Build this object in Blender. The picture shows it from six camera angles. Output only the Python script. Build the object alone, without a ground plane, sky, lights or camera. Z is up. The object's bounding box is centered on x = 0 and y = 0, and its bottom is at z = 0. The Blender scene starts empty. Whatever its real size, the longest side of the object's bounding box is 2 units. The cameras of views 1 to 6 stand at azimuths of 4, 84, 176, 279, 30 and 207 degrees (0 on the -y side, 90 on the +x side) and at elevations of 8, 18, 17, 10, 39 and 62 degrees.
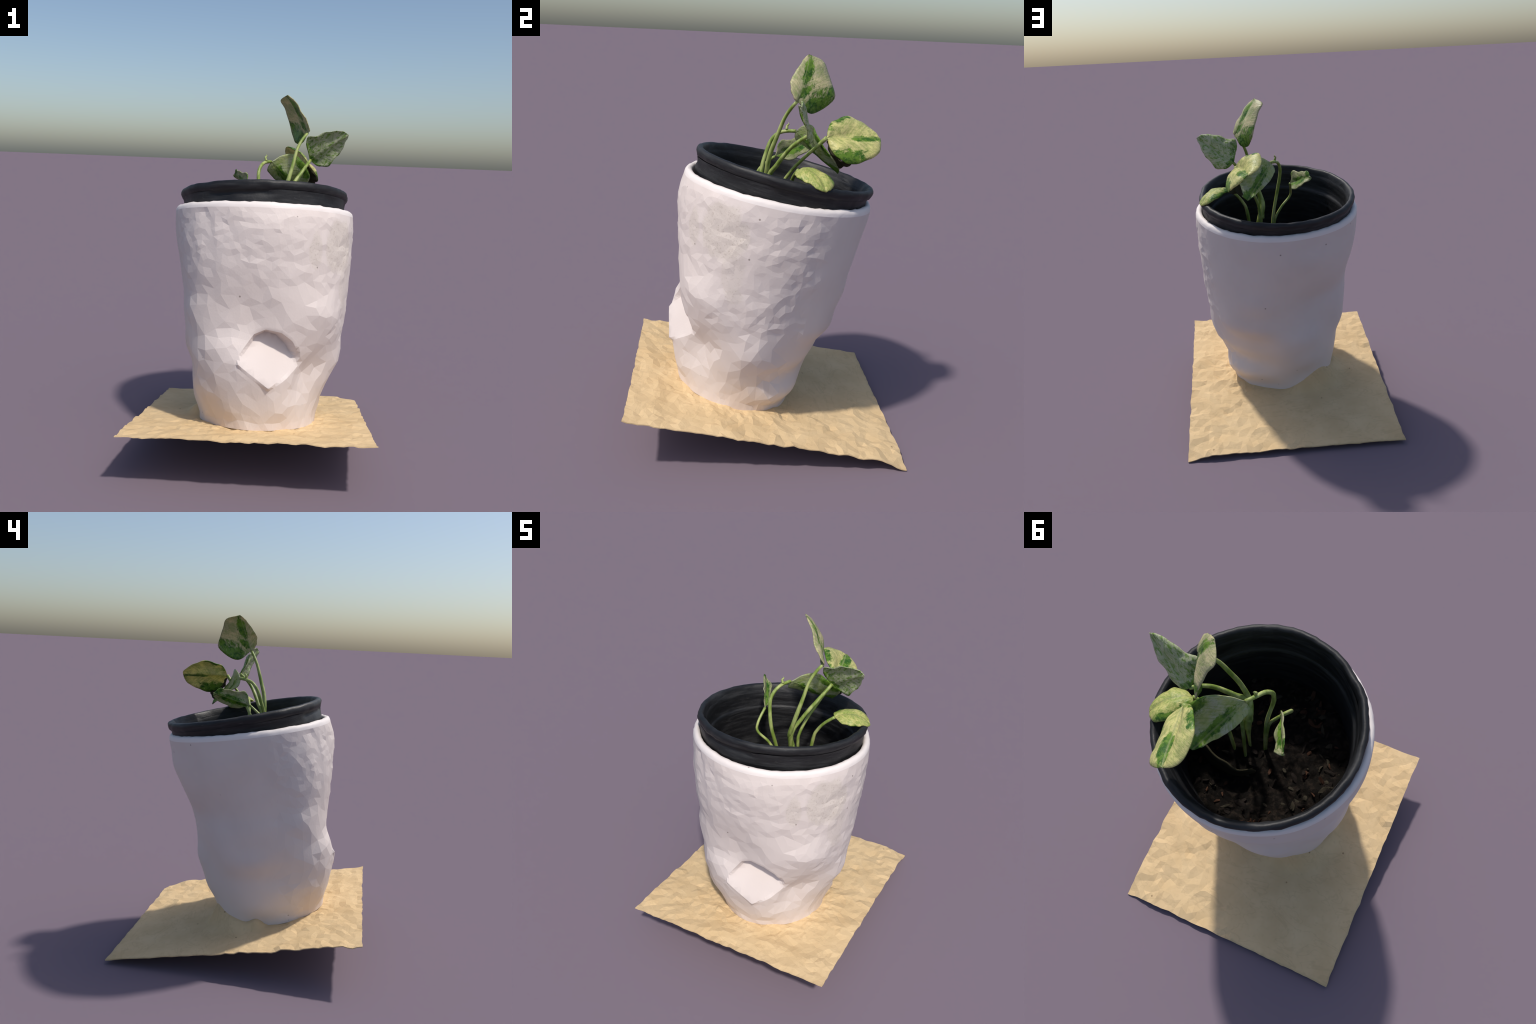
# A potted variegated plant: a tilted, hand-made white planter on a crumpled
# paper sheet, with a black plastic nursery pot inside it holding soil and six
# leaves on bent petioles.
import bpy, bmesh, math, random
from math import sin, cos, pi, radians, hypot, atan2, exp
from mathutils import Vector, Matrix, noise
from mathutils.geometry import delaunay_2d_cdt

rnd = random.Random(11)

# ------------------------------------------------------------------ helpers
def lerp(a, b, t): return a + (b - a) * t
def smooth(a, b, x):
    t = min(1.0, max(0.0, (x - a) / (b - a)))
    return t * t * (3 - 2 * t)

def cr(p0, p1, p2, p3, t):
    """Catmull-Rom between p1 and p2 (floats or Vectors)."""
    return 0.5 * ((2 * p1) + (p2 - p0) * t + (2 * p0 - 5 * p1 + 4 * p2 - p3) * t * t
                  + (3 * p1 - p0 - 3 * p2 + p3) * t * t * t)

class Curve:
    """Smooth curve through points, evaluated by chord-length fraction 0..1."""
    def __init__(self, pts):
        self.p = [Vector(q) for q in pts]
        self.e = [2 * self.p[0] - self.p[1]] + self.p + [2 * self.p[-1] - self.p[-2]]
        self.acc = [0.0]
        for a, b in zip(self.p, self.p[1:]):
            self.acc.append(self.acc[-1] + max(1e-6, (b - a).length))
    def __call__(self, u):
        d = min(1.0, max(0.0, u)) * self.acc[-1]
        i = 0
        while i < len(self.p) - 2 and d > self.acc[i + 1]: i += 1
        t = (d - self.acc[i]) / (self.acc[i + 1] - self.acc[i])
        return cr(self.e[i], self.e[i + 1], self.e[i + 2], self.e[i + 3], t)

def frame(origin, up):
    """Matrix with local z along `up` and local x close to world +x."""
    z = Vector(up).normalized()
    x = Vector((0, 1, 0)).cross(z).normalized()
    y = z.cross(x)
    m = Matrix((x, y, z)).transposed().to_4x4()
    m.translation = origin
    return m

def link(obj, parent=None):
    bpy.context.scene.collection.objects.link(obj)
    if parent: obj.parent = parent
    return obj

def mesh_obj(name, verts, faces, mat, parent=None, flat=True, smooth_fn=None):
    me = bpy.data.meshes.new(name)
    me.from_pydata([tuple(v) for v in verts], [], faces)
    me.update()
    if smooth_fn:
        me.polygons.foreach_set("use_smooth", [smooth_fn(p.center) for p in me.polygons])
    else:
        me.polygons.foreach_set("use_smooth", [not flat] * len(me.polygons))
    me.materials.append(mat)
    return link(bpy.data.objects.new(name, me), parent)

def empty(name, m, label, category):
    o = link(bpy.data.objects.new(name, None))
    o.matrix_world = m
    o["label"] = label
    o["category"] = category
    return o

def scatter(inside, spacing, box, seed, fixed=()):
    """Irregular points: dart throwing with a spacing that varies by place."""
    r = random.Random(seed)
    x0, y0, x1, y1 = box
    cell = 0.05
    grid = {}
    out = []
    def ok(x, y, h):
        n = int(h / cell) + 1
        cx, cy = int(x / cell + 1000), int(y / cell + 1000)
        for i in range(cx - n, cx + n + 1):
            for j in range(cy - n, cy + n + 1):
                for (a, b) in grid.get((i, j), ()):
                    if (a - x) ** 2 + (b - y) ** 2 < h * h: return False
        return True
    def put(x, y):
        grid.setdefault((int(x / cell + 1000), int(y / cell + 1000)), []).append((x, y))
    for (x, y) in fixed: put(x, y)
    miss = 0
    while miss < 5000:
        x, y = r.uniform(x0, x1), r.uniform(y0, y1)
        if inside(x, y) and ok(x, y, spacing(x, y)):
            put(x, y); out.append((x, y)); miss = 0
        else: miss += 1
    return out

# ------------------------------------------------------------------ node helpers
class Mat:
    def __init__(self, name, rough=0.6, spec=0.3):
        self.m = bpy.data.materials.new(name)
        self.m.use_nodes = True
        self.nt = self.m.node_tree
        self.b = self.nt.nodes["Principled BSDF"]
        self.b.inputs["Roughness"].default_value = rough
        self.b.inputs["Specular IOR Level"].default_value = spec
        self.coord = self.nt.nodes.new("ShaderNodeTexCoord").outputs["Object"]
    def put(self, sock, v):
        if isinstance(v, bpy.types.NodeSocket): self.nt.links.new(v, sock)
        elif isinstance(v, (tuple, list)):
            sock.default_value = tuple(v) + ((1.0,) if len(v) == 3 and sock.type == 'RGBA' else ())
        else: sock.default_value = v
    def math(self, op, a, b=0.0, clamp=False):
        n = self.nt.nodes.new("ShaderNodeMath"); n.operation = op; n.use_clamp = clamp
        self.put(n.inputs[0], a); self.put(n.inputs[1], b)
        return n.outputs[0]
    def mapping(self, loc=(0, 0, 0), scale=(1, 1, 1), rot=(0, 0, 0), src=None):
        n = self.nt.nodes.new("ShaderNodeMapping")
        self.put(n.inputs["Vector"], src or self.coord)
        n.inputs["Location"].default_value = loc
        n.inputs["Scale"].default_value = scale
        n.inputs["Rotation"].default_value = rot
        return n.outputs[0]
    def noise(self, scale, detail=3.0, rough=0.55, src=None, dist=0.0):
        n = self.nt.nodes.new("ShaderNodeTexNoise")
        self.put(n.inputs["Vector"], src or self.coord)
        n.inputs["Scale"].default_value = scale
        n.inputs["Detail"].default_value = detail
        n.inputs["Roughness"].default_value = rough
        n.inputs["Distortion"].default_value = dist
        return n.outputs["Fac"]
    def voronoi(self, scale, src=None):
        n = self.nt.nodes.new("ShaderNodeTexVoronoi")
        self.put(n.inputs["Vector"], src or self.coord)
        n.inputs["Scale"].default_value = scale
        return n.outputs["Distance"]
    def step(self, v, lo, hi):
        n = self.nt.nodes.new("ShaderNodeMapRange"); n.interpolation_type = 'SMOOTHSTEP'
        self.put(n.inputs["Value"], v)
        n.inputs["From Min"].default_value = lo; n.inputs["From Max"].default_value = hi
        return n.outputs["Result"]
    def mix(self, f, a, b):
        n = self.nt.nodes.new("ShaderNodeMix"); n.data_type = 'RGBA'
        self.put(n.inputs["Factor"], f)
        self.put(n.inputs[6], a); self.put(n.inputs[7], b)
        return n.outputs[2]
    def blob(self, centre, size, rot=0.0):
        """Distance field of a stretched spot: 0 in the middle, 1 on its border."""
        n = self.nt.nodes.new("ShaderNodeVectorMath"); n.operation = 'SUBTRACT'
        self.put(n.inputs[0], self.coord); n.inputs[1].default_value = centre
        mp = self.mapping(rot=(0, 0, -rot), src=n.outputs[0])
        d = self.nt.nodes.new("ShaderNodeVectorMath"); d.operation = 'DIVIDE'
        self.put(d.inputs[0], mp); d.inputs[1].default_value = size
        l = self.nt.nodes.new("ShaderNodeVectorMath"); l.operation = 'LENGTH'
        self.put(l.inputs[0], d.outputs[0])
        return l.outputs["Value"]
    def color(self, v): self.put(self.b.inputs["Base Color"], v)
    def bump(self, h, strength=0.3, dist=0.01):
        n = self.nt.nodes.new("ShaderNodeBump")
        n.inputs["Strength"].default_value = strength
        n.inputs["Distance"].default_value = dist
        self.put(n.inputs["Height"], h)
        self.put(self.b.inputs["Normal"], n.outputs["Normal"])

# ------------------------------------------------------------------ frames
POT_BASE = Vector((0.015, -0.125, 0.205))
POT_AXIS = Vector((-0.005, 0.163, 1.0))
POT = frame(POT_BASE, POT_AXIS)
INNER = frame(Vector((0.006, 0.090, 1.422)), Vector((-0.025, 0.210, 1.0)))

# ------------------------------------------------------------------ materials
def planter_material(name="glazed_white_clay", base=(0.73, 0.64, 0.595), second=(0.69, 0.60, 0.555)):
    M = Mat(name, 0.55, 0.35)
    c = M.mix(M.step(M.noise(3.0, 3), 0.35, 0.7), base, second)
    # weathered, unglazed beige patch on the sunny side and stains under it
    n = M.noise(14, 5, 0.7)
    for ctr, size, k in (((0.415, -0.27, 0.955), (0.10, 0.15, 0.145), 1.0),
                         ((0.29, -0.40, 0.925), (0.04, 0.05, 0.10), 0.8),
                         ((0.455, -0.20, 0.80), (0.06, 0.06, 0.16), 0.55),
                         ((0.455, -0.17, 0.655), (0.05, 0.045, 0.04), 0.6)):
        d = M.math('ADD', M.blob(ctr, size), M.math('MULTIPLY', M.math('SUBTRACT', n, 0.5), 0.8))
        m = M.math('MULTIPLY', M.math('SUBTRACT', 1.0, M.step(d, 0.85, 1.12)), k)
        speck = M.step(M.noise(85, 4, 0.8), 0.52, 0.68)
        tone = M.mix(speck, (0.665, 0.585, 0.515), (0.46, 0.385, 0.32))
        c = M.mix(M.math('MULTIPLY', m, 0.75), c, tone)
    for ctr, size in (((0.33, 0.02, 0.05), (0.11, 0.16, 0.11)), ((-0.20, -0.30, 0.06), (0.16, 0.12, 0.12))):  # warm bounce light by the foot, painted in as soft patches
        d = M.math('ADD', M.blob(ctr, size), M.math('MULTIPLY', M.math('SUBTRACT', n, 0.5), 1.2))
        c = M.mix(M.math('MULTIPLY', M.math('SUBTRACT', 1.0, M.step(d, 0.3, 1.25)), 0.28), c, (0.60, 0.43, 0.28))
    # sparse pin holes and dirt specks
    pit = M.math('SUBTRACT', 1.0, M.step(M.voronoi(7.5), 0.022, 0.05))
    c = M.mix(M.math('MULTIPLY', pit, 0.65), c, (0.13, 0.09, 0.07))
    scuff = M.math('MULTIPLY', M.step(M.noise(30, 4, 0.75, dist=1.0), 0.66, 0.76), 0.35)
    c = M.mix(scuff, c, (0.62, 0.53, 0.45))
    M.color(c)
    M.bump(M.noise(90, 4, 0.7), 0.08, 0.01)
    return M.m

def sheet_material():
    M = Mat("brown_wrapping_paper", 0.85, 0.15)
    n = M.noise(4.5, 4, 0.6)
    c = M.mix(M.step(n, 0.3, 0.7), (0.61, 0.435, 0.235), (0.69, 0.505, 0.285))
    c = M.mix(M.math('MULTIPLY', M.step(M.noise(40, 4, 0.7), 0.5, 0.75), 0.35), c, (0.50, 0.36, 0.20))
    # faint darker crease lines running mostly across the sheet
    cr_n = M.noise(4.0, 3, 0.6, src=M.mapping(scale=(1.0, 2.2, 1.0), rot=(0, 0, 0.25)), dist=0.6)
    line = M.math('SUBTRACT', 1.0, M.step(M.math('ABSOLUTE', M.math('SUBTRACT', cr_n, 0.5)), 0.004, 0.022))
    c = M.mix(M.math('MULTIPLY', line, 0.15), c, (0.36, 0.25, 0.135))
    spot = M.math('SUBTRACT', 1.0, M.step(M.voronoi(5.0), 0.018, 0.04))
    c = M.mix(M.math('MULTIPLY', spot, 0.6), c, (0.16, 0.09, 0.045))
    M.color(c)
    M.bump(M.noise(60, 5, 0.7), 0.12, 0.01)
    return M.m

def plastic_material():
    M = Mat("black_plastic", 0.5, 0.4)
    streak = M.noise(6, 4, 0.65, src=M.mapping(scale=(1, 1, 9)))
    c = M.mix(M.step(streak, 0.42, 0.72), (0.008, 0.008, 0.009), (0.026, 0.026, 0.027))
    scuff = M.noise(9, 5, 0.75, src=M.mapping(loc=(4, 1, 2), scale=(1, 1, 7)))
    c = M.mix(M.math('MULTIPLY', M.step(scuff, 0.60, 0.74), 0.55), c, (0.085, 0.082, 0.080))
    M.color(c)
    M.put(M.b.inputs["Roughness"], M.math('ADD', M.math('MULTIPLY', streak, 0.4), 0.32))
    M.bump(M.noise(45, 4, 0.7), 0.15, 0.01)
    return M.m

def soil_material():
    M = Mat("dark_soil", 0.9, 0.1)
    n = M.noise(28, 5, 0.7)
    c = M.mix(M.step(n, 0.45, 0.68), (0.006, 0.005, 0.004), (0.026, 0.019, 0.014))
    M.color(c)
    M.bump(M.noise(60, 5, 0.75), 0.6, 0.02)
    return M.m

def bark_material(name, col):
    M = Mat(name, 0.85, 0.15)
    M.color(M.mix(M.noise(40, 4, 0.7), tuple(0.4 * q for q in col), col))
    return M.m

def stem_material():
    M = Mat("petiole_skin", 0.45, 0.4)
    n = M.noise(9, 3, 0.6, src=M.mapping(scale=(3, 3, 1)))
    c = M.mix(M.step(n, 0.38, 0.66), (0.18, 0.26, 0.045), (0.40, 0.45, 0.16))
    M.color(c)
    M.b.inputs["Subsurface Weight"].default_value = 0.05
    return M.m

def leaf_material(name, pale, pale2, greens, dark=(0.038, 0.130, 0.012), light=(0.17, 0.31, 0.035),
                  speckle=0.0, seed=0.0, marbling=0.6):
    """Variegated blade. Local x runs base -> tip (0..1), y across, z is the face.
    `greens` lists (x, y, half length, half width, turn in degrees)."""
    M = Mat(name, 0.42, 0.35)
    wob = M.noise(6.0, 5, 0.68, src=M.mapping(loc=(seed, seed, 0), scale=(1, 1.6, 0.5)))
    fine = M.noise(26, 4, 0.7, src=M.mapping(loc=(seed, 5, 0), scale=(0.7, 1.5, 0.5)))
    w = M.math('ADD', M.math('MULTIPLY', M.math('SUBTRACT', wob, 0.5), 2.2),
               M.math('MULTIPLY', M.math('SUBTRACT', fine, 0.5), 1.3))
    g = None
    for (x, y, a, b, t) in greens:
        d = M.math('ADD', M.blob((x, y, 0), (a, b, 9.0), radians(t)), w)
        m = M.math('SUBTRACT', 1.0, M.step(d, 0.72, 1.18))
        g = m if g is None else M.math('MAXIMUM', g, m)
    c = M.mix(M.step(M.noise(4.0, 4, 0.65, src=M.mapping(loc=(2 + seed, 0, 0))), 0.38, 0.62), pale, pale2)
    sx = M.nt.nodes.new("ShaderNodeSeparateXYZ"); M.put(sx.inputs[0], M.coord)
    ay = M.math('ABSOLUTE', sx.outputs[1])
    # side veins: faint streaks fanning off the midrib
    cb = M.nt.nodes.new("ShaderNodeCombineXYZ")
    M.put(cb.inputs[0], M.math('SUBTRACT', sx.outputs[0], M.math('MULTIPLY', ay, 0.9)))
    M.put(cb.inputs[1], M.math('MULTIPLY', sx.outputs[1], 0.25))
    fan = M.noise(22, 3, 0.6, src=cb.outputs[0])
    marble = M.math('ADD', M.math('MULTIPLY', fan, 0.6), M.math('MULTIPLY', M.noise(8, 5, 0.7, src=M.mapping(loc=(seed, 3, 0))), 0.4))
    c = M.mix(M.math('MULTIPLY', M.step(marble, 0.47, 0.60), marbling), c, tuple(lerp(p, q, 0.6) for p, q in zip(pale2, light)))
    fleck = M.step(M.noise(30, 4, 0.7, src=M.mapping(loc=(0, seed, 0), scale=(0.8, 1.4, 0.5))), 0.62, 0.70)
    c = M.mix(M.math('MULTIPLY', fleck, 0.55), c, dark)
    if speckle:
        sp = M.noise(13, 5, 0.7, src=M.mapping(loc=(seed * 3, 1, 0), scale=(0.7, 1.7, 0.4), rot=(0, 0, 0.3)))
        c = M.mix(M.math('MULTIPLY', M.step(sp, 0.50, 0.60), speckle), c, light)
    gc = M.mix(M.step(M.noise(7, 4, 0.65), 0.38, 0.60), dark, light)
    gc = M.mix(M.math('MULTIPLY', M.step(fine, 0.56, 0.68), 0.35), gc, pale2)
    c = M.mix(g if g is not None else 0.0, c, gc)
    mid = M.math('SUBTRACT', 1.0, M.step(ay, 0.006, 0.016))
    c = M.mix(M.math('MULTIPLY', mid, 0.5), c, (0.36, 0.40, 0.17))
    M.color(c)
    M.bump(M.math('ADD', M.noise(9, 3, 0.6), M.math('MULTIPLY', fan, 0.5)), 0.25, 0.02)
    tr = M.nt.nodes.new("ShaderNodeBsdfTranslucent")
    M.put(tr.inputs["Color"], c)
    mx = M.nt.nodes.new("ShaderNodeMixShader")
    mx.inputs[0].default_value = 0.28
    M.nt.links.new(M.b.outputs[0], mx.inputs[1]); M.nt.links.new(tr.outputs[0], mx.inputs[2])
    M.nt.links.new(mx.outputs[0], M.nt.nodes["Material Output"].inputs["Surface"])
    return M.m

# ================================================================== paper sheet
CORNER = {  # front left, front right, back right, back left
    'a': Vector((-0.634, -0.717, 0.283)), 'b': Vector((0.634, -0.712, 0.303)),
    'c': Vector((0.642, 0.714, 0.041)), 'd': Vector((-0.641, 0.715, 0.024))}

def sheet_point(u, v):
    """u: left->right, v: front->back, both 0..1."""
    p = (CORNER['a'] * (1 - u) * (1 - v) + CORNER['b'] * u * (1 - v)
         + CORNER['c'] * u * v + CORNER['d'] * (1 - u) * v)
    q = POT.inverted() @ p
    az = math.degrees(atan2(q.x, -q.y)) % 360
    rho = hypot(q.x, q.y)
    # smooth lee side behind the planter, crumpled elsewhere
    dx, dy = p.x - POT_BASE.x, p.y - POT_BASE.y
    along = -0.61 * dx + 0.79 * dy
    across = 0.79 * dx + 0.61 * dy
    lee = smooth(0.0, 0.2, along) * (1 - smooth(0.42, 0.5, across)) * smooth(-0.42, -0.34, across)
    rough = lerp(1.0, 0.18, lee)
    z = 0.010 * noise.noise((p.x * 7 + 3, p.y * 15, 0.3)) * rough
    z += 0.008 * noise.noise((p.x * 15 + 1, p.y * 24, 4.1)) * rough
    z += 0.0045 * noise.noise((p.x * 38, p.y * 50, 9.0)) * rough
    z += 0.006 * noise.noise((p.x * 2.2, p.y * 2.2, 7.7))
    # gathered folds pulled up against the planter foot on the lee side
    def fold(a0, width, height, reach):
        d = (az - a0 + 180) % 360 - 180
        return height * exp(-(d / width) ** 2) * exp(-(max(0.0, rho - section_radius(az, 0.05) - 0.004) / reach) ** 2)
    z += fold(217, 13, 0.115, 0.050) + fold(200, 14, 0.05, 0.03) + fold(238, 19, 0.065, 0.06) + fold(264, 8, 0.045, 0.035)
    if rho < 0.27: z *= smooth(0.12, 0.27, rho)
    # turned-down back right corner, softly wavy edges
    z -= 0.038 * exp(-(hypot(p.x - 0.642, p.y - 0.711) / 0.085) ** 2)
    return Vector((p.x, p.y, p.z + z)), lee

def build_sheet(mat):
    n = 56
    edge = []
    for k in range(n): edge.append((k / n, 0.0))
    for k in range(n): edge.append((1.0, k / n))
    for k in range(n): edge.append((1 - k / n, 1.0))
    for k in range(n): edge.append((0.0, 1 - k / n))
    def spacing(u, v):
        p, lee = sheet_point(u, v)
        q = POT.inverted() @ p
        near = 1 - smooth(0.38, 0.5, hypot(q.x, q.y))
        return lerp(lerp(0.022, 0.012, lee), 0.011, near)
    pts = scatter(lambda x, y: 0.006 < x < 0.994 and 0.006 < y < 0.994, spacing, (0, 0, 1, 1), 3, edge)
    allp = edge + pts
    con = [(i, (i + 1) % len(edge)) for i in range(len(edge))]
    v2, _, tris, *_ = delaunay_2d_cdt([Vector(p) for p in allp], con, [], 1, 1e-5)
    verts, lees = [], []
    r = random.Random(5)
    for k, (u, v) in enumerate(v2):
        p, lee = sheet_point(u, v)
        if k < len(edge):     # worn, slightly frayed border
            cx, cy = 0.5 - u, 0.5 - v
            w = 0.004 + 0.006 * noise.noise((u * 16, v * 16, 2.0)) + r.uniform(-.002, .002)
            corner = min(abs(u - .5), abs(v - .5)) > 0.48
            if not corner: p += Vector((cx, cy, 0)).normalized() * w
            p.z += 0.004 * noise.noise((u * 20, v * 20, 5.0))
        else: p.z += r.uniform(-1, 1) * lerp(0.0022, 0.0003, lee)
        verts.append(p - POT_BASE); lees.append(lee)
    tris = [tuple(t) for t in tris]
    nv = len(verts)
    thick = Vector((0, -0.0008, -0.005))
    faces = list(tris)
    verts += [p + thick for p in verts]
    faces += [(c + nv, b + nv, a + nv) for (a, b, c) in tris]
    use = {}
    for (a, b, c) in tris:
        for e in ((a, b), (b, c), (c, a)): use[e] = 1
    for (a, b) in use:
        if (b, a) not in use: faces.append((b, a, a + nv, b + nv))
    o = mesh_obj("paper_sheet", verts, faces, mat)
    nt = len(tris)
    o.data.polygons.foreach_set("use_smooth",
        [i < nt and min(lees[k] for k in tris[i]) > 0.3 for i in range(len(faces))])
    o.location = POT_BASE
    o["label"] = "crumpled tan paper sheet lying tilted under a planter"
    o["category"] = "paper sheet"
    return o

# ================================================================== white planter
WALL_TOP = 1.125
SECTION_HEIGHT = 1.16
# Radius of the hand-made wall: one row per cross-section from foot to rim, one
# entry every 22.5 degrees round it, starting at the front and going to the right.
SECTIONS = [
    [0.345, 0.337, 0.330, 0.328, 0.334, 0.334, 0.320, 0.297, 0.308, 0.330, 0.355, 0.343, 0.313, 0.318, 0.322, 0.332],
    [0.382, 0.385, 0.351, 0.341, 0.354, 0.387, 0.365, 0.335, 0.333, 0.336, 0.355, 0.356, 0.353, 0.346, 0.366, 0.379],
    [0.416, 0.402, 0.349, 0.374, 0.379, 0.359, 0.336, 0.330, 0.359, 0.375, 0.366, 0.369, 0.364, 0.370, 0.411, 0.419],
    [0.442, 0.422, 0.350, 0.397, 0.442, 0.412, 0.385, 0.365, 0.385, 0.390, 0.375, 0.379, 0.376, 0.372, 0.429, 0.448],
    [0.434, 0.422, 0.409, 0.430, 0.461, 0.429, 0.409, 0.389, 0.401, 0.408, 0.381, 0.407, 0.413, 0.405, 0.450, 0.462],
    [0.415, 0.434, 0.455, 0.460, 0.464, 0.447, 0.457, 0.439, 0.401, 0.396, 0.390, 0.420, 0.416, 0.421, 0.455, 0.443],
    [0.423, 0.457, 0.499, 0.480, 0.478, 0.456, 0.465, 0.446, 0.406, 0.391, 0.401, 0.423, 0.428, 0.435, 0.475, 0.449],
    [0.446, 0.472, 0.490, 0.486, 0.486, 0.466, 0.469, 0.467, 0.422, 0.397, 0.403, 0.419, 0.431, 0.437, 0.468, 0.461],
    [0.471, 0.484, 0.492, 0.497, 0.491, 0.482, 0.477, 0.468, 0.443, 0.428, 0.438, 0.439, 0.448, 0.455, 0.487, 0.480],
    [0.490, 0.499, 0.500, 0.504, 0.500, 0.488, 0.483, 0.477, 0.466, 0.460, 0.466, 0.468, 0.466, 0.471, 0.497, 0.492],
    [0.504, 0.512, 0.506, 0.503, 0.500, 0.495, 0.488, 0.484, 0.484, 0.485, 0.482, 0.484, 0.488, 0.486, 0.501, 0.497],
    [0.508, 0.514, 0.511, 0.509, 0.505, 0.497, 0.494, 0.494, 0.490, 0.483, 0.487, 0.492, 0.497, 0.495, 0.497, 0.498],
    [0.495, 0.496, 0.495, 0.496, 0.501, 0.497, 0.496, 0.496, 0.493, 0.490, 0.494, 0.496, 0.497, 0.497, 0.495, 0.495],
]

def section_radius(az, s):
    ns, na = len(SECTIONS), len(SECTIONS[0])
    t = (az % 360) / 360 * na
    i = int(t) % na; f = t - int(t)
    g = min(max(s / SECTION_HEIGHT, 0.0), 1.0) * (ns - 1)
    j = min(int(g), ns - 2); g -= j
    def ring(k):
        row = SECTIONS[min(max(k, 0), ns - 1)]
        return cr(row[i - 1], row[i], row[(i + 1) % na], row[(i + 2) % na], f)
    return cr(ring(j - 1), ring(j), ring(j + 1), ring(j + 2), g)

# Wedge shaped like a scan artifact: a flat sloping plate set into the lower front, under an arched recess.
# Outline in (azimuth degrees, height); its plane goes through lip and two corners.
WEDGE = [(10.8, 0.218), (21.5, 0.272), (32.7, 0.331), (29.5, 0.40), (25.0, 0.447), (17.5, 0.485), (8.0, 0.498),
         (1.0, 0.475), (-3.5, 0.425), (-7.5, 0.375), (-9.0, 0.335), (-4.0, 0.303), (3.5, 0.260)]
def polar(az, s, rho):
    a = radians(az)
    return Vector((rho * sin(a), -rho * cos(a), s))
_p0, _p1, _p2 = polar(10.8, .218, .438), polar(32.7, .331, .388), polar(-8.6, .345, .456)
_n = (_p1 - _p0).cross(_p2 - _p0).normalized()
def wedge_radius(az, s):
    a = radians(az)
    u = Vector((sin(a), -cos(a), 0))
    w = section_radius(az, s)
    r = _n.dot(_p0 - Vector((0, 0, s))) / _n.dot(u)
    return max(min(r, w + 0.020), w - 0.105)

KX = 0.45 * pi / 180          # metres of wall per degree, for unrolled distances
def wedge_side(az, s):
    """Signed distance to the spout outline on the unrolled wall (<0 inside)."""
    x, y = az * KX, s
    best, inside = 9.0, False
    for (a, b), (c, d) in zip(WEDGE, WEDGE[1:] + WEDGE[:1]):
        x1, y1, x2, y2 = a * KX, b, c * KX, d
        t = max(0, min(1, ((x - x1) * (x2 - x1) + (y - y1) * (y2 - y1)) / ((x2 - x1) ** 2 + (y2 - y1) ** 2)))
        best = min(best, hypot(x - x1 - t * (x2 - x1), y - y1 - t * (y2 - y1)))
        if (y1 > y) != (y2 > y) and x < (x2 - x1) * (y - y1) / (y2 - y1) + x1: inside = not inside
    return -best if inside else best

def smooth_side(az):
    """0 on the crisp faceted sunny side, 1 on the smooth lee side."""
    a = (az + 180) % 360 - 180
    return smooth(112, 128, a) if a > 0 else smooth(62, 80, -a)

def foot_height(az):
    return -0.022 + 0.008 * cos(radians(az))

def wall_radius(az, s):
    a = (az + 180) % 360 - 180
    r = section_radius(az, s)
    d = wedge_side(a, s)
    if d < 0.0: return wedge_radius(a, s)
    if d < 0.05:
        # the wall falls or rises to the plate over a short margin; the crease
        # beside the right corner is wider
        margin = 0.016 + 0.05 * exp(-(((a - 33) * KX / 0.05) ** 2 + ((s - 0.325) / 0.06) ** 2))
        r = lerp(min(wedge_radius(a, s), r + 0.02), r, smooth(0, margin, d) if d < margin else 1.0)
    return r

def facet_size(az, s):
    a = (az + 180) % 360 - 180
    lee = smooth_side(az)
    h = lerp(0.048, 0.022, smooth(0.55, 1.0, s + 0.12 * noise.noise((a * .03, s * 3, 1))))
    h = lerp(h, 0.024, smooth(35, 60, a) * smooth(0.35, 0.55, s))
    h = lerp(h, 0.034, 1 - smooth(0.02, 0.1, s))
    if -16 < a < 40 and 0.18 < s < 0.54: h = min(h, 0.034)
    return lerp(h, 0.020, lee)

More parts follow.
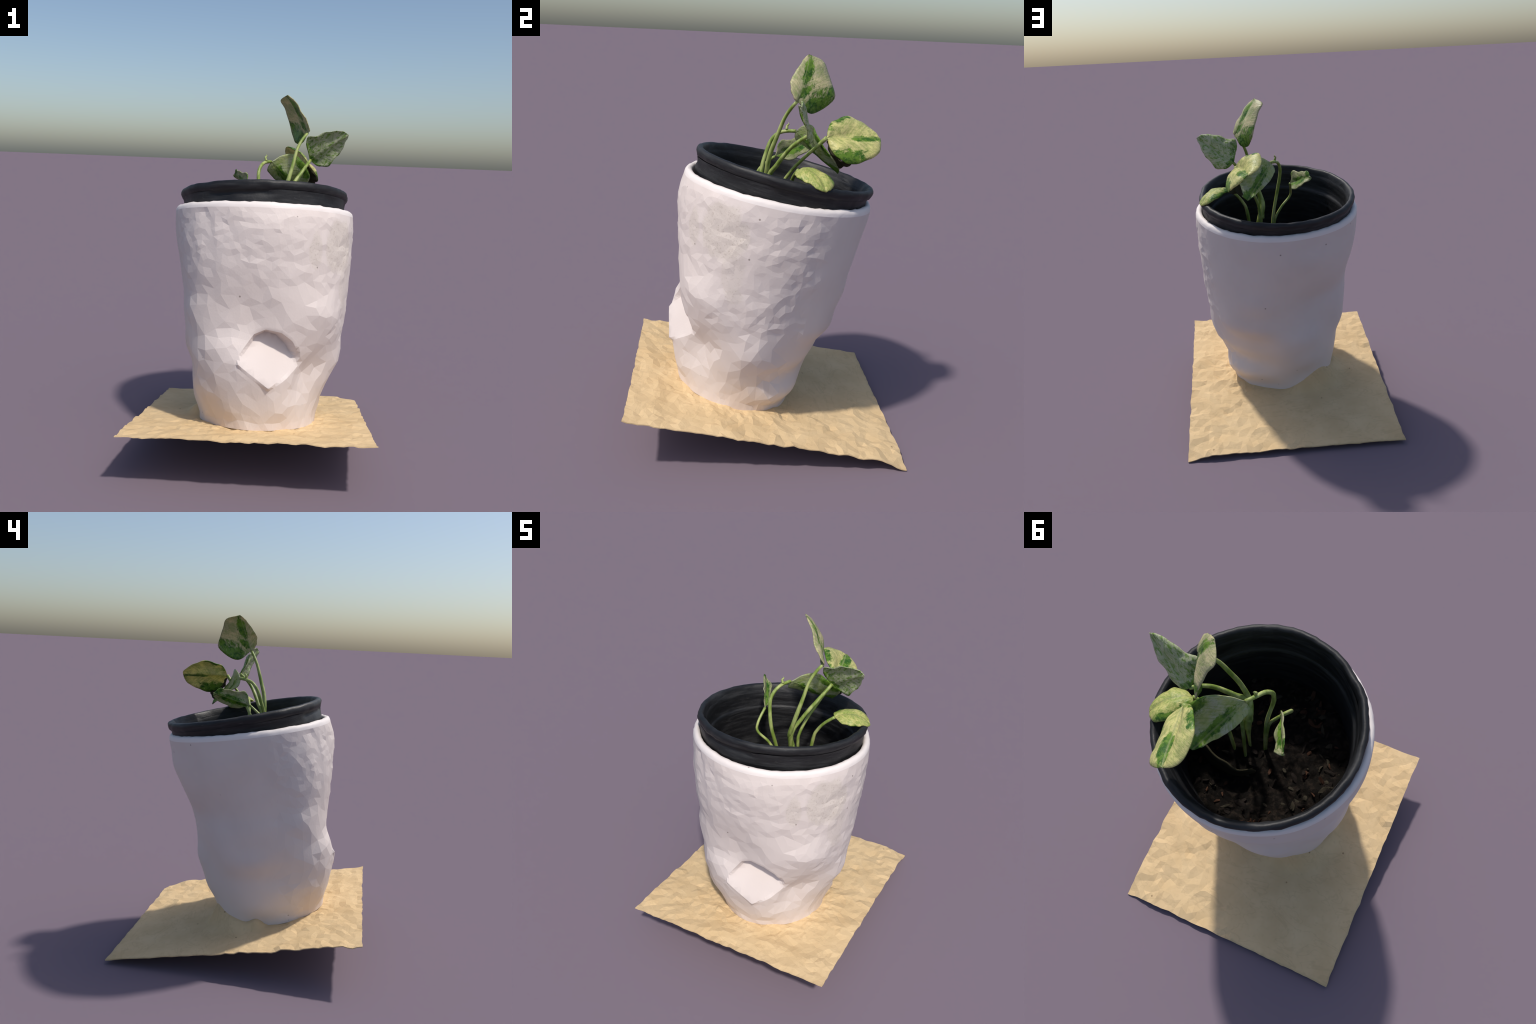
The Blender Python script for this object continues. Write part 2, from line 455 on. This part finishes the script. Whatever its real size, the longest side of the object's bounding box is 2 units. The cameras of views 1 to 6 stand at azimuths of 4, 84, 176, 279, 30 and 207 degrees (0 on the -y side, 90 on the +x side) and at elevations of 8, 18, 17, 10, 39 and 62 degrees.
def build_planter(root, mat, pale):
    nr = 120
    X = lambda az: az * KX
    top = [(-180 + 360 * k / nr, WALL_TOP) for k in range(nr + 1)]
    bot = [(-180 + 360 * k / nr, foot_height(-180 + 360 * k / nr)) for k in range(nr + 1)]
    nside = 56
    sl = [(-180, lerp(bot[0][1], WALL_TOP, k / nside)) for k in range(1, nside)]
    sr = [(180, s) for (_, s) in sl]
    # plate outline resampled finely, with two rings outside it that form the
    # wall of the recess and its rounded brow
    outline = []
    for (a0, s0), (a1, s1) in zip(WEDGE, WEDGE[1:] + WEDGE[:1]):
        n = max(1, int(hypot((a1 - a0) * KX, s1 - s0) / 0.014))
        outline += [(lerp(a0, a1, k / n), lerp(s0, s1, k / n)) for k in range(n)]
    wedge = outline
    def ring(off, step):
        pts = []
        m = len(outline)
        for k in range(0, m, step):
            (a0, s0), (a1, s1) = outline[k - 2], outline[(k + 2) % m]
            tx, ty = (a1 - a0) * KX, s1 - s0
            l = hypot(tx, ty)
            ox, oy = ty / l, -tx / l
            q = (outline[k][0] + ox * off / KX, outline[k][1] + oy * off)
            if wedge_side(*q) < off * 0.8:
                q = (outline[k][0] - ox * off / KX, outline[k][1] - oy * off)
            if wedge_side(*q) > off * 0.8: pts.append(q)
        return pts
    arch = ring(0.017, 1) + ring(0.036, 2)
    outer = bot + sr + top[::-1] + sl[::-1]
    fixed = outer + wedge + arch
    P = [(X(a), s) for a, s in fixed]
    far = lambda x, y: all((x - px) ** 2 + (y - py) ** 2 > 0.012 ** 2 for px, py in P[len(outer):])
    def inside(x, y):
        az = x / KX
        return abs(az) < 179 and foot_height(az) + 0.01 < y < WALL_TOP - 0.010 and far(x, y)
    pts = scatter(inside, lambda x, y: facet_size(x / KX, y), (X(-180), -.03, X(180), WALL_TOP), 21, P)
    allp = P + pts
    no = len(outer); ns = len(wedge)
    con = [(i, (i + 1) % no) for i in range(no)]
    con += [(no + i, no + (i + 1) % ns) for i in range(ns)]
    v2, _, tris, *_ = delaunay_2d_cdt([Vector(p) for p in allp], con, [], 1, 1e-6)
    r = random.Random(8)
    verts, info = [], []
    for k, (x, s) in enumerate(v2):
        az = x / KX
        lee = smooth_side(az)
        rho = wall_radius(az, s)
        if k >= no + ns + len(arch):
            h = facet_size(az, s)
            j = smooth(0.0, 0.06, wedge_side(az, s))
            q = polar(az, s, rho)
            rho += (1 - lee) * j * (r.uniform(-1, 1) * h * 0.080 + 0.005 * noise.noise(q * 13) + 0.004 * noise.noise(q * 30))
            rho += lee * (0.0015 * noise.noise(q * 6))
            # crisp long grooves on the upper left shoulder
            rho += (1 - lee) * 0.004 * noise.noise((az * .22, s * 3.0, 2.0)) * smooth(0.6, 0.9, s) * smooth(-10, -30, az)
        elif k < no and s < 0.0:
            rho += 0.007 * noise.noise((cos(radians(az)) * 5, sin(radians(az)) * 5, 1.0)) * (1 - lee)
        verts.append(polar(az, s, rho)); info.append((az, s))
    # close the seam at the back: right border points reuse the left ones
    remap = {}
    seam = {}
    for k in range(no):
        if abs(info[k][0] + 180) < .01: seam[round(info[k][1], 4)] = k
    for k in range(no):
        if abs(info[k][0] - 180) < .01: remap[k] = seam[round(info[k][1], 4)]
    tris = [tuple(remap.get(i, i) for i in t) for t in tris]
    wall, plate = [], []
    for t in tris:
        c = sum((verts[i] for i in t), Vector()) / 3
        a = math.degrees(atan2(c.x, -c.y))
        (plate if wedge_side(a, c.z) < 0 and -14 < a < 38 else wall).append(t)
    vn = [Vector() for _ in verts]
    for t in wall + plate:
        a, b, c = (verts[i] for i in t)
        n = (b - a).cross(c - a)
        for i in t: vn[i] += n
    vn = [n.normalized() for n in vn]
    def part(name, faces, keep):
        # border points and shading normals are those of the whole body; facets
        # are softened by leaning each corner towards the smooth normal
        ids = sorted({i for f in faces for i in f}); m = {v: k for k, v in enumerate(ids)}
        o = mesh_obj(name, [verts[i] for i in ids], [tuple(m[i] for i in f) for f in faces], mat, root, flat=False)
        loops = []
        for p in o.data.polygons:
            k = keep(p.center)
            for vi in p.vertices: loops.append(vn[ids[vi]].lerp(p.normal, k).normalized())
        o.data.normals_split_custom_set(loops)
    def lee_keep(c):
        return 0.0 if smooth_side(math.degrees(atan2(c.x, -c.y))) > 0.4 else 0.72
    part("wall", wall, lee_keep)
    part("wedge", plate, lambda c: 0.35)
    # rim: rounded lip continuing the wall and turning into the lining
    prof = [(0.0, WALL_TOP), (-0.002, 1.137), (-0.007, 1.148), (-0.016, 1.1545), (-0.027, 1.155),
            (-0.036, 1.149), (-0.041, 1.135), (-0.043, 1.10), (-0.045, 1.0)]
    vr, fr = [], []
    for i, (dr, s) in enumerate(prof):
        for k in range(nr):
            az = -180 + 360 * k / nr
            rr = wall_radius(az, WALL_TOP)
            if i > 6: rr = lerp(rr, 0.497, 0.8)
            q = polar(az, s, rr + dr)
            if 0 < i < 7:
                q.z += 0.003 * noise.noise((az * .07, 3.0, 1.0)) + 0.003 * noise.noise((az * .35, 8.0, s * 30)) + r.uniform(-.0015, .0015)
                q += Vector((q.x, q.y, 0)).normalized() * r.uniform(-.0018, .0018)
            vr.append(q)
    for i in range(len(prof) - 1):
        for k in range(nr):
            a, b = i * nr + k, i * nr + (k + 1) % nr
            fr.append((a, b, b + nr, a + nr))
    mesh_obj("rim", vr, fr, pale, root, flat=False)
    # lining: the upper inside of the wall, down to where the nursery pot fills it
    prof2 = [(0.452, 1.0), (0.448, 0.95), (0.444, 0.90)]
    vl, fl = [], []
    for i, (rr, s) in enumerate(prof2):
        for k in range(nr):
            az = -180 + 360 * k / nr
            q = polar(az, s, rr)
            if i == 0: q = vr[(len(prof) - 1) * nr + k].copy()
            vl.append(q)
    for i in range(len(prof2) - 1):
        for k in range(nr):
            a, b = i * nr + k, i * nr + (k + 1) % nr
            fl.append((a, b, b + nr, a + nr))
    mesh_obj("lining", vl, fl, mat, root, flat=False)
    ring = [verts[k] for k in range(nr)]
    foot = ring + [q * 0.6 + Vector((0, 0, 0.4 * -0.02)) for q in ring] + [Vector((0, 0, -0.02))]
    ff = [(k, k + nr, (k + 1) % nr + nr, (k + 1) % nr) for k in range(nr)]
    ff += [(k + nr, 2 * nr, (k + 1) % nr + nr) for k in range(nr)]
    mesh_obj("foot", foot, ff, mat, root, flat=False)

# ================================================================== nursery pot
SOIL_DEPTH = 0.438
def soil_height(x, y):
    d = hypot(x, y)
    z = -SOIL_DEPTH + 0.035 * smooth(0.2, 0.39, d)
    # soil banked up along the upright scan-fill fin
    t = min(1.0, max(0.0, (0.36 - x) / 0.21))
    z += 0.085 * exp(-((y + 0.03 - 0.05 * t) / 0.06) ** 2) * smooth(0.06, 0.17, x)
    z += 0.034 * noise.noise((x * 7, y * 7, 1.0)) + 0.022 * noise.noise((x * 18, y * 18, 3.0)) + 0.008 * noise.noise((x * 45, y * 45, 5.0))
    return z

def build_nursery_pot(root, mat, soil_mat, chips):
    n = 128
    def ring_mesh(name, prof, parent, wob):
        v, f = [], []
        for i, (rr, z) in enumerate(prof):
            for k in range(n):
                a = 2 * pi * k / n
                q = Vector((rr * sin(a), -rr * cos(a), z))
                g = noise.noise((sin(a) * 4, cos(a) * 4, z * 12)) * wob
                g += noise.noise((sin(a) * 14, cos(a) * 14, z * 25)) * wob * 0.7
                # groove left by a scan hole under the rim at the front, and pinched folds to its sides
                azd = math.degrees(a); azd = (azd + 180) % 360 - 180
                if name == "body" and z > -0.12:
                    g += 0.010 * (0.5 + 0.5 * cos(a)) - 0.002
                if name == "body":
                    hol = smooth(-38, -28, azd) * (1 - smooth(4, 9, azd)) * exp(-((z + 0.048) / 0.016) ** 2)
                    g -= 0.020 * hol
                    side = exp(-((azd - 82) / 7) ** 2) + exp(-((azd + 75) / 9) ** 2) + 0.6 * exp(-((azd - 52) / 4) ** 2)
                    g -= 0.010 * side * exp(-((z + 0.065) / 0.022) ** 2)
                if name == "inner_wall":
                    g += 0.018 * smooth(0.08, 0.2, -z) * (1 - smooth(0.3, 0.45, -z)) * max(0, cos(a - radians(205))) if z < -0.08 else 0.0
                g += noise.noise((sin(a) * 34, cos(a) * 34, z * 40)) * wob * 0.35
                q += Vector((sin(a), -cos(a), 0)) * g
                q.z += 0.5 * wob * noise.noise((sin(a) * 9, cos(a) * 9, 7.0)) if z > -0.06 else 0.0
                v.append(q)
        for i in range(len(prof) - 1):
            for k in range(n):
                a, b = i * n + k, i * n + (k + 1) % n
                f.append((a, a + n, b + n, b))
        return mesh_obj(name, v, f, mat, parent, flat=False)
    pot = link(bpy.data.objects.new("nursery_pot", None), root)
    rim = [(0.4590, -0.036), (0.467, -0.028), (0.472, -0.016), (0.474, -0.003), (0.471, 0.008), (0.464, 0.014),
           (0.455, 0.016), (0.447, 0.013), (0.441, 0.005), (0.436, -0.010), (0.432, -0.022)]
    body = [(0.4585, -0.034), (0.456, -0.046), (0.4545, -0.06), (0.453, -0.09), (0.451, -0.11), (0.446, -0.14), (0.438, -0.22),
            (0.418, -0.38), (0.398, -0.47), (0.365, -0.515), (0.0, -0.52)]
    inner = [(0.4325, -0.020), (0.428, -0.030), (0.4255, -0.040), (0.423, -0.08), (0.420, -0.116), (0.415, -0.124),
             (0.409, -0.129), (0.407, -0.145), (0.402, -0.25), (0.392, -0.40), (0.385, -0.50)]
    ring_mesh("rim", rim, pot, 0.0060)
    ring_mesh("body", body, pot, 0.0050)
    ring_mesh("inner_wall", inner, pot, 0.0015)
    # soil surface: polar grid, lumpy
    nr, na = 60, 160
    v = [Vector((0, 0, soil_height(0, 0)))]
    f = []
    for i in range(1, nr + 1):
        rr = 0.396 * i / nr
        for k in range(na):
            a = 2 * pi * k / na
            x, y = rr * sin(a), -rr * cos(a)
            v.append(Vector((x, y, soil_height(x, y))))
    for k in range(na): f.append((0, 1 + k, 1 + (k + 1) % na))
    for i in range(nr - 1):
        for k in range(na):
            a, b = 1 + i * na + k, 1 + i * na + (k + 1) % na
            f.append((a, a + na, b + na, b))
    soil = mesh_obj("soil", v, f, soil_mat, root, flat=False)
    # bark chips and crumbs, joined by colour
    r = random.Random(4)
    for mat_i, (m, count, name) in enumerate(chips):
        bm = bmesh.new()
        for _ in range(count):
            if r.random() < 0.55:
                a = r.uniform(0, 2 * pi); d = r.uniform(0.25, 0.385)
            else:
                a = r.uniform(0, 2 * pi); d = 0.36 * math.sqrt(r.random())
            x, y = d * sin(a), -d * cos(a)
            s = r.uniform(0.006, 0.020)
            mt = Matrix.Translation((x, y, soil_height(x, y) + s * 0.25)) @ \
                Matrix.Rotation(r.uniform(0, 6.28), 4, Vector((r.gauss(0, .5), r.gauss(0, .5), 1))) @ \
                Matrix.Diagonal((s * r.uniform(1, 2.4), s * r.uniform(.5, 1), s * r.uniform(.25, .6), 1))
            g = bmesh.ops.create_icosphere(bm, subdivisions=1, radius=1.0, matrix=mt)
            for q in g['verts']: q.co += Vector((r.gauss(0, 1), r.gauss(0, 1), r.gauss(0, 1))) * s * 0.12
        me = bpy.data.meshes.new(name); bm.to_mesh(me); bm.free()
        me.materials.append(m)
        o = link(bpy.data.objects.new(name, me), soil)
        o["kind"] = "stuff"
    return pot

# ================================================================== plant
def tube(name, pts, radii, mat, parent, inv, seg=10, n=40):
    c = Curve(pts)
    v, f = [], []
    prev = None
    for i in range(n + 1):
        u = i / n
        p = c(u)
        t = (c(min(1, u + .01)) - c(max(0, u - .01))).normalized()
        if prev is None: prev = Vector((1, 0.2, 0))
        x = (prev - t * prev.dot(t)).normalized(); prev = x
        y = t.cross(x)
        g = u * (len(radii) - 1); k = min(int(g), len(radii) - 2)
        rad = lerp(radii[k], radii[k + 1], g - k)
        for j in range(seg):
            a = 2 * pi * j / seg
            w = rad * (1 + 0.10 * noise.noise((u * 9, a * 1.2, rad * 300)) - 0.14 * max(0, cos(a)) ** 3)
            v.append(inv @ (p + (x * cos(a) + y * sin(a)) * w))
    for i in range(n):
        for j in range(seg):
            a, b = i * seg + j, i * seg + (j + 1) % seg
            f.append((a, b, b + seg, a + seg))
    f.append(tuple(range(seg))[::-1]); f.append(tuple(n * seg + j for j in range(seg)))
    return mesh_obj(name, v, f, mat, parent, flat=False)

def leaf(spine, left, right, mat, parent, parent_inv, seed, ruffle=0.004, bulge=0.03, thick=0.0045):
    """Blade lofted between a midrib and its two margins."""
    M, L, R = Curve(spine), Curve(left), Curve(right)
    base, tip = Vector(spine[0]), Vector(spine[-1])
    length = (tip - base).length
    ex = (tip - base).normalized()
    across = sum((L(u) - R(u) for u in (.3, .5, .7)), Vector())
    ez = ex.cross(across).normalized()
    ey = ez.cross(ex)
    fr = Matrix((ex, ey, ez)).transposed().to_4x4() @ Matrix.Diagonal((length, length, length, 1))
    fr.translation = base
    inv = fr.inverted()
    nu, nv = 30, 9
    up, f = [], []
    for i in range(nu + 1):
        u = i / nu
        m = M(u)
        for j in range(-nv, nv + 1):
            t = abs(j) / nv
            e = (L if j > 0 else R)(u)
            e = e + ez * ruffle * noise.noise((u * 5, seed, 1.0 if j > 0 else 6.0)) * 1.6
            e += (e - m).normalized() * 0.008 * noise.noise((u * 9, seed + 3, 2.0 if j > 0 else 8.0)) if 0 < i < nu else Vector()
            p = m.lerp(e, t)
            w = (e - m).length
            p += ez * (bulge * w * 4 * t * (1 - t) + 0.10 * w * ruffle * 40 * noise.noise((u * 7, t * 3, seed)) * t * (1 - t))
            p += ez * 0.0025 * noise.noise((u * 10, j * .5, seed + 9))
            up.append(inv @ p)
    W = 2 * nv + 1
    nrm = Vector((0, 0, 1))
    n0 = len(up)
    th = thick / length
    low = [p - nrm * th for p in up]
    quads = []
    for i in range(nu):
        for j in range(W - 1):
            a = i * W + j
            quads.append((a, a + W, a + W + 1, a + 1))
    f = list(quads) + [tuple(n0 + k for k in q[::-1]) for q in quads]
    border = [i * W for i in range(nu + 1)] + [nu * W + j for j in range(1, W)] + \
             [i * W + W - 1 for i in range(nu - 1, -1, -1)] + [j for j in range(W - 2, 0, -1)]
    for a, b in zip(border, border[1:] + border[:1]): f.append((b, a, a + n0, b + n0))
    o = mesh_obj("leaf", up + low, f, mat, parent, flat=False)
    bm = bmesh.new(); bm.from_mesh(o.data)
    bmesh.ops.remove_doubles(bm, verts=bm.verts, dist=1e-5)
    bmesh.ops.recalc_face_normals(bm, faces=bm.faces)
    bm.to_mesh(o.data); bm.free()
    o.data.polygons.foreach_set("use_smooth", [True] * len(o.data.polygons))
    o.matrix_local = parent_inv @ fr
    return o

CREAM, GREY_CREAM = (0.68, 0.60, 0.34), (0.50, 0.47, 0.27)
YELLOW, YELLOW_GREEN = (0.80, 0.74, 0.30), (0.47, 0.50, 0.13)

PLANT = [
    # 1: tall upright leaf
    dict(stem=[(.115, .0, .95), (.122, -.010, 1.20), (.094, .004, 1.33), (.103, -.018, 1.39), (.135, -.012, 1.50), (.161, .018, 1.605),
               (.184, .049, 1.699), (.208, .075, 1.75), (.236, .100, 1.788)],
         radii=[.006, .009, .022, .017, .013, .0115, .0095, .0085],
         spine=[(.236, .100, 1.788), (.185, .158, 1.872), (.146, .172, 1.946), (.110, .159, 2.0)],
         left=[(.236, .100, 1.788), (.205, .160, 1.733), (.170, .214, 1.737), (.140, .291, 1.798), (.103, .262, 1.923),
               (.070, .232, 1.974), (.110, .159, 2.0)],
         right=[(.236, .100, 1.788), (.243, .080, 1.809), (.217, .063, 1.869), (.165, .110, 1.95), (.130, .140, 1.985), (.110, .159, 2.0)],
         bulge=-0.09,
         mat=dict(pale=CREAM, pale2=GREY_CREAM, speckle=0.25, seed=1.3,
                  greens=[(.62, .05, .36, .10, 0), (.06, .46, .42, .28, 35), (.24, .10, .18, .09, 25), (.40, .62, .25, .08, 0)])),
    # 2: right-hand leaf, edge-on to the sun
    dict(stem=[(.10, .0, 1.25), (.108, -.012, 1.385), (.150, .030, 1.47), (.204, .079, 1.555), (.235, .120, 1.60), (.26, .171, 1.638)],
         radii=[.015, .016, .0125, .011, .010, .009],
         spine=[(.26, .171, 1.638), (.328, .139, 1.691), (.400, .115, 1.741), (.466, .085, 1.784)],
         left=[(.26, .171, 1.638), (.238, .130, 1.69), (.237, .108, 1.762), (.285, .104, 1.775), (.362, .102, 1.804), (.425, .090, 1.803), (.466, .085, 1.784)],
         right=[(.26, .171, 1.638), (.285, .172, 1.615), (.319, .168, 1.604), (.367, .146, 1.612), (.410, .130, 1.665), (.440, .112, 1.715), (.466, .085, 1.784)],
         bulge=-0.15,
         mat=dict(pale=(.56, .57, .38), pale2=(.44, .48, .28), speckle=0.9, seed=4.1,
                  greens=[(.0, .42, .34, .26, 55), (.24, -.42, .30, .13, -5), (.0, .0, .10, .35, 0)])),
    # 3: big yellow leaf facing back right
    dict(stem=[(.118, .05, .95), (.118, .045, 1.27), (.124, .055, 1.35), (.150, .095, 1.43), (.178, .135, 1.487), (.200, .176, 1.535), (.222, .212, 1.575), (.251, .252, 1.624)],
         radii=[.008, .009, .010, .010, .009, .009, .009, .011],
         spine=[(.251, .252, 1.624), (.212, .346, 1.628), (.193, .458, 1.626), (.188, .530, 1.620)],
         left=[(.251, .252, 1.624), (.196, .272, 1.684), (.129, .356, 1.712), (.108, .428, 1.695), (.113, .487, 1.662), (.150, .522, 1.642), (.188, .530, 1.620)],
         right=[(.251, .252, 1.624), (.290, .275, 1.570), (.313, .310, 1.530), (.309, .360, 1.508), (.295, .435, 1.524), (.271, .503, 1.556), (.228, .528, 1.586), (.188, .530, 1.620)],
         bulge=0.20,
         mat=dict(pale=YELLOW, pale2=(.60, .56, .24), speckle=0.30, seed=7.7,
                  greens=[(.26, .44, .28, .16, 10), (.72, -.03, .30, .10, 0), (.34, -.44, .40, .17, -8), (.02, .34, .12, .2, 30)])),
    # 4: broad drooping leaf folded along its midrib
    dict(stem=[(.050, -.02, .95), (.034, -.030, 1.22), (-.002, -.036, 1.40), (-.022, -.012, 1.50), (-.026, .010, 1.562), (-.012, .045, 1.602), (.008, .090, 1.617), (.034, .129, 1.621)],
         radii=[.007, .009, .010, .0105, .011, .011, .010, .009],
         spine=[(.034, .129, 1.621), (.080, .172, 1.585), (.141, .232, 1.520), (.193, .334, 1.44)],
         left=[(.034, .129, 1.621), (.015, .139, 1.579), (.043, .202, 1.533), (.119, .278, 1.479), (.165, .318, 1.452), (.193, .334, 1.44)],
         right=[(.034, .129, 1.621), (.075, .150, 1.650), (.117, .170, 1.667), (.160, .190, 1.668), (.205, .208, 1.64), (.243, .235, 1.59), (.258, .265, 1.555), (.255, .300, 1.515), (.228, .328, 1.472), (.193, .334, 1.44)],
         bulge=0.02,
         mat=dict(pale=(.54, .56, .38), pale2=(.48, .52, .20), speckle=0.25, seed=9.2,
                  greens=[(.60, -.02, .46, .075, 0), (.55, -.44, .30, .16, 10), (.95, .0, .22, .14, 0)])),
    # 5: low leaf resting over the pot rim
    dict(stem=[(.165, .05, .95), (.182, .065, 1.20), (.198, .083, 1.33), (.215, .092, 1.375), (.255, .100, 1.43), (.305, .115, 1.473)],
         radii=[.007, .009, .0105, .011, .0095, .009],
         spine=[(.305, .115, 1.473), (.345, .145, 1.488), (.386, .178, 1.480), (.430, .208, 1.45), (.469, .228, 1.406)],
         left=[(.305, .115, 1.473), (.286, .152, 1.478), (.328, .222, 1.470), (.385, .272, 1.445), (.438, .266, 1.420), (.469, .228, 1.406)],
         right=[(.305, .115, 1.473), (.348, .092, 1.466), (.412, .101, 1.458), (.460, .157, 1.436), (.478, .200, 1.415), (.469, .228, 1.406)],
         bulge=0.16,
         mat=dict(pale=(.66, .62, .22), pale2=(.46, .50, .15), speckle=0.55, seed=12.0,
                  greens=[(.10, .26, .22, .12, 20), (.55, .36, .34, .07, -8), (.35, -.40, .30, .07, 8)])),
    # 6: small crinkled leaf at the left
    dict(stem=[(.046, -.025, .95), (.025, -.032, 1.20), (-.020, -.036, 1.30), (-.080, -.052, 1.365), (-.090, -.030, 1.41), (-.081, .041, 1.47)],
         radii=[.006, .008, .0085, .008, .0075],
         spine=[(-.081, .041, 1.47), (-.112, .095, 1.492), (-.134, .155, 1.510), (-.184, .243, 1.540)],
         left=[(-.081, .041, 1.47), (-.090, .060, 1.535), (-.106, .084, 1.557), (-.130, .125, 1.555), (-.150, .170, 1.563), (-.172, .215, 1.562), (-.184, .243, 1.540)],
         right=[(-.081, .041, 1.47), (-.083, .085, 1.456), (-.088, .125, 1.453), (-.110, .180, 1.472), (-.134, .224, 1.497), (-.166, .246, 1.522), (-.184, .243, 1.540)],
         ruffle=0.010,
         mat=dict(pale=(.52, .50, .30), pale2=(.42, .42, .22), speckle=0.2, seed=15.0,
                  greens=[(.50, -.02, .42, .11, 0), (.92, .1, .12, .1, 0), (.15, .25, .1, .08, 0)])),
]

FILL_WEBS = [
    # scan-fill web under the big yellow leaf, built as a brown blade
    dict(spine=[(.250, .252, 1.605), (.262, .285, 1.55), (.262, .320, 1.505), (.255, .348, 1.488)],
         left=[(.250, .252, 1.605), (.288, .275, 1.562), (.309, .315, 1.523), (.298, .365, 1.500), (.255, .348, 1.488)],
         right=[(.250, .252, 1.605), (.242, .262, 1.57), (.232, .290, 1.515), (.222, .328, 1.470), (.255, .348, 1.488)]),
    # scan-fill fin built on edge across the soil, from the wall to the crown
    dict(spine=[(.375, .100, 1.06), (.285, .145, 1.07), (.195, .165, 1.05), (.105, .160, 1.01), (.035, .110, .985)],
         left=[(.375, .100, 1.06), (.335, .118, 1.155), (.270, .152, 1.150), (.190, .172, 1.12), (.100, .170, 1.06), (.035, .110, .985)],
         right=[(.375, .100, 1.06), (.350, .100, .97), (.285, .135, .95), (.195, .155, .95), (.105, .150, .95), (.035, .110, .985)]),
]

def build_plant(root, inv):
    web_mat = bark_material("fill_web_brown", (.055, .048, .026))
    for i, d in enumerate(FILL_WEBS):
        o = leaf(d['spine'], d['left'], d['right'], web_mat, root, inv, 60 + i * 5.1, ruffle=0.012, bulge=0.10, thick=0.008)
        o.name = "fill_web"
    smat = stem_material()
    for i, d in enumerate(PLANT):
        st = tube("petiole", d['stem'], d['radii'], smat, root, inv)
        m = leaf_material("leaf_blade", **d['mat'])
        leaf(d['spine'], d['left'], d['right'], m, st, inv, i * 7.3 + 1,
             ruffle=d.get('ruffle', 0.005), bulge=d.get('bulge', 0.05))
    # tiny sheath bud where the arching petiole meets its leaf
    b = [Vector((.010, .085, 1.625)), Vector((.004, .088, 1.645)), Vector((.012, .095, 1.652)), Vector((.006, .092, 1.660))]
    tube("sheath", b, [.008, .007, .004, .001], smat, root, inv, seg=8, n=10)

# ================================================================== assemble
def main():
    build_sheet(sheet_material())
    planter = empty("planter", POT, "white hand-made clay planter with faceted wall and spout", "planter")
    build_planter(planter, planter_material(), planter_material("sunlit_white_clay", (0.82, 0.745, 0.705), (0.79, 0.71, 0.67)))  # rim gets a lighter copy of the clay, its sunlit highlight put into the colour
    plant = empty("potted_plant", INNER, "variegated leafy plant in a black plastic nursery pot", "potted plant")
    chips = [(bark_material("red_bark", (.075, .035, .02)), 60, "bark_chip"),
             (bark_material("pale_crumb", (.05, .042, .028)), 50, "crumb"),
             (bark_material("dark_clod", (.018, .013, .010)), 120, "clod")]
    build_nursery_pot(plant, plastic_material(), soil_material(), chips)
    build_plant(plant, INNER.inverted())

main()
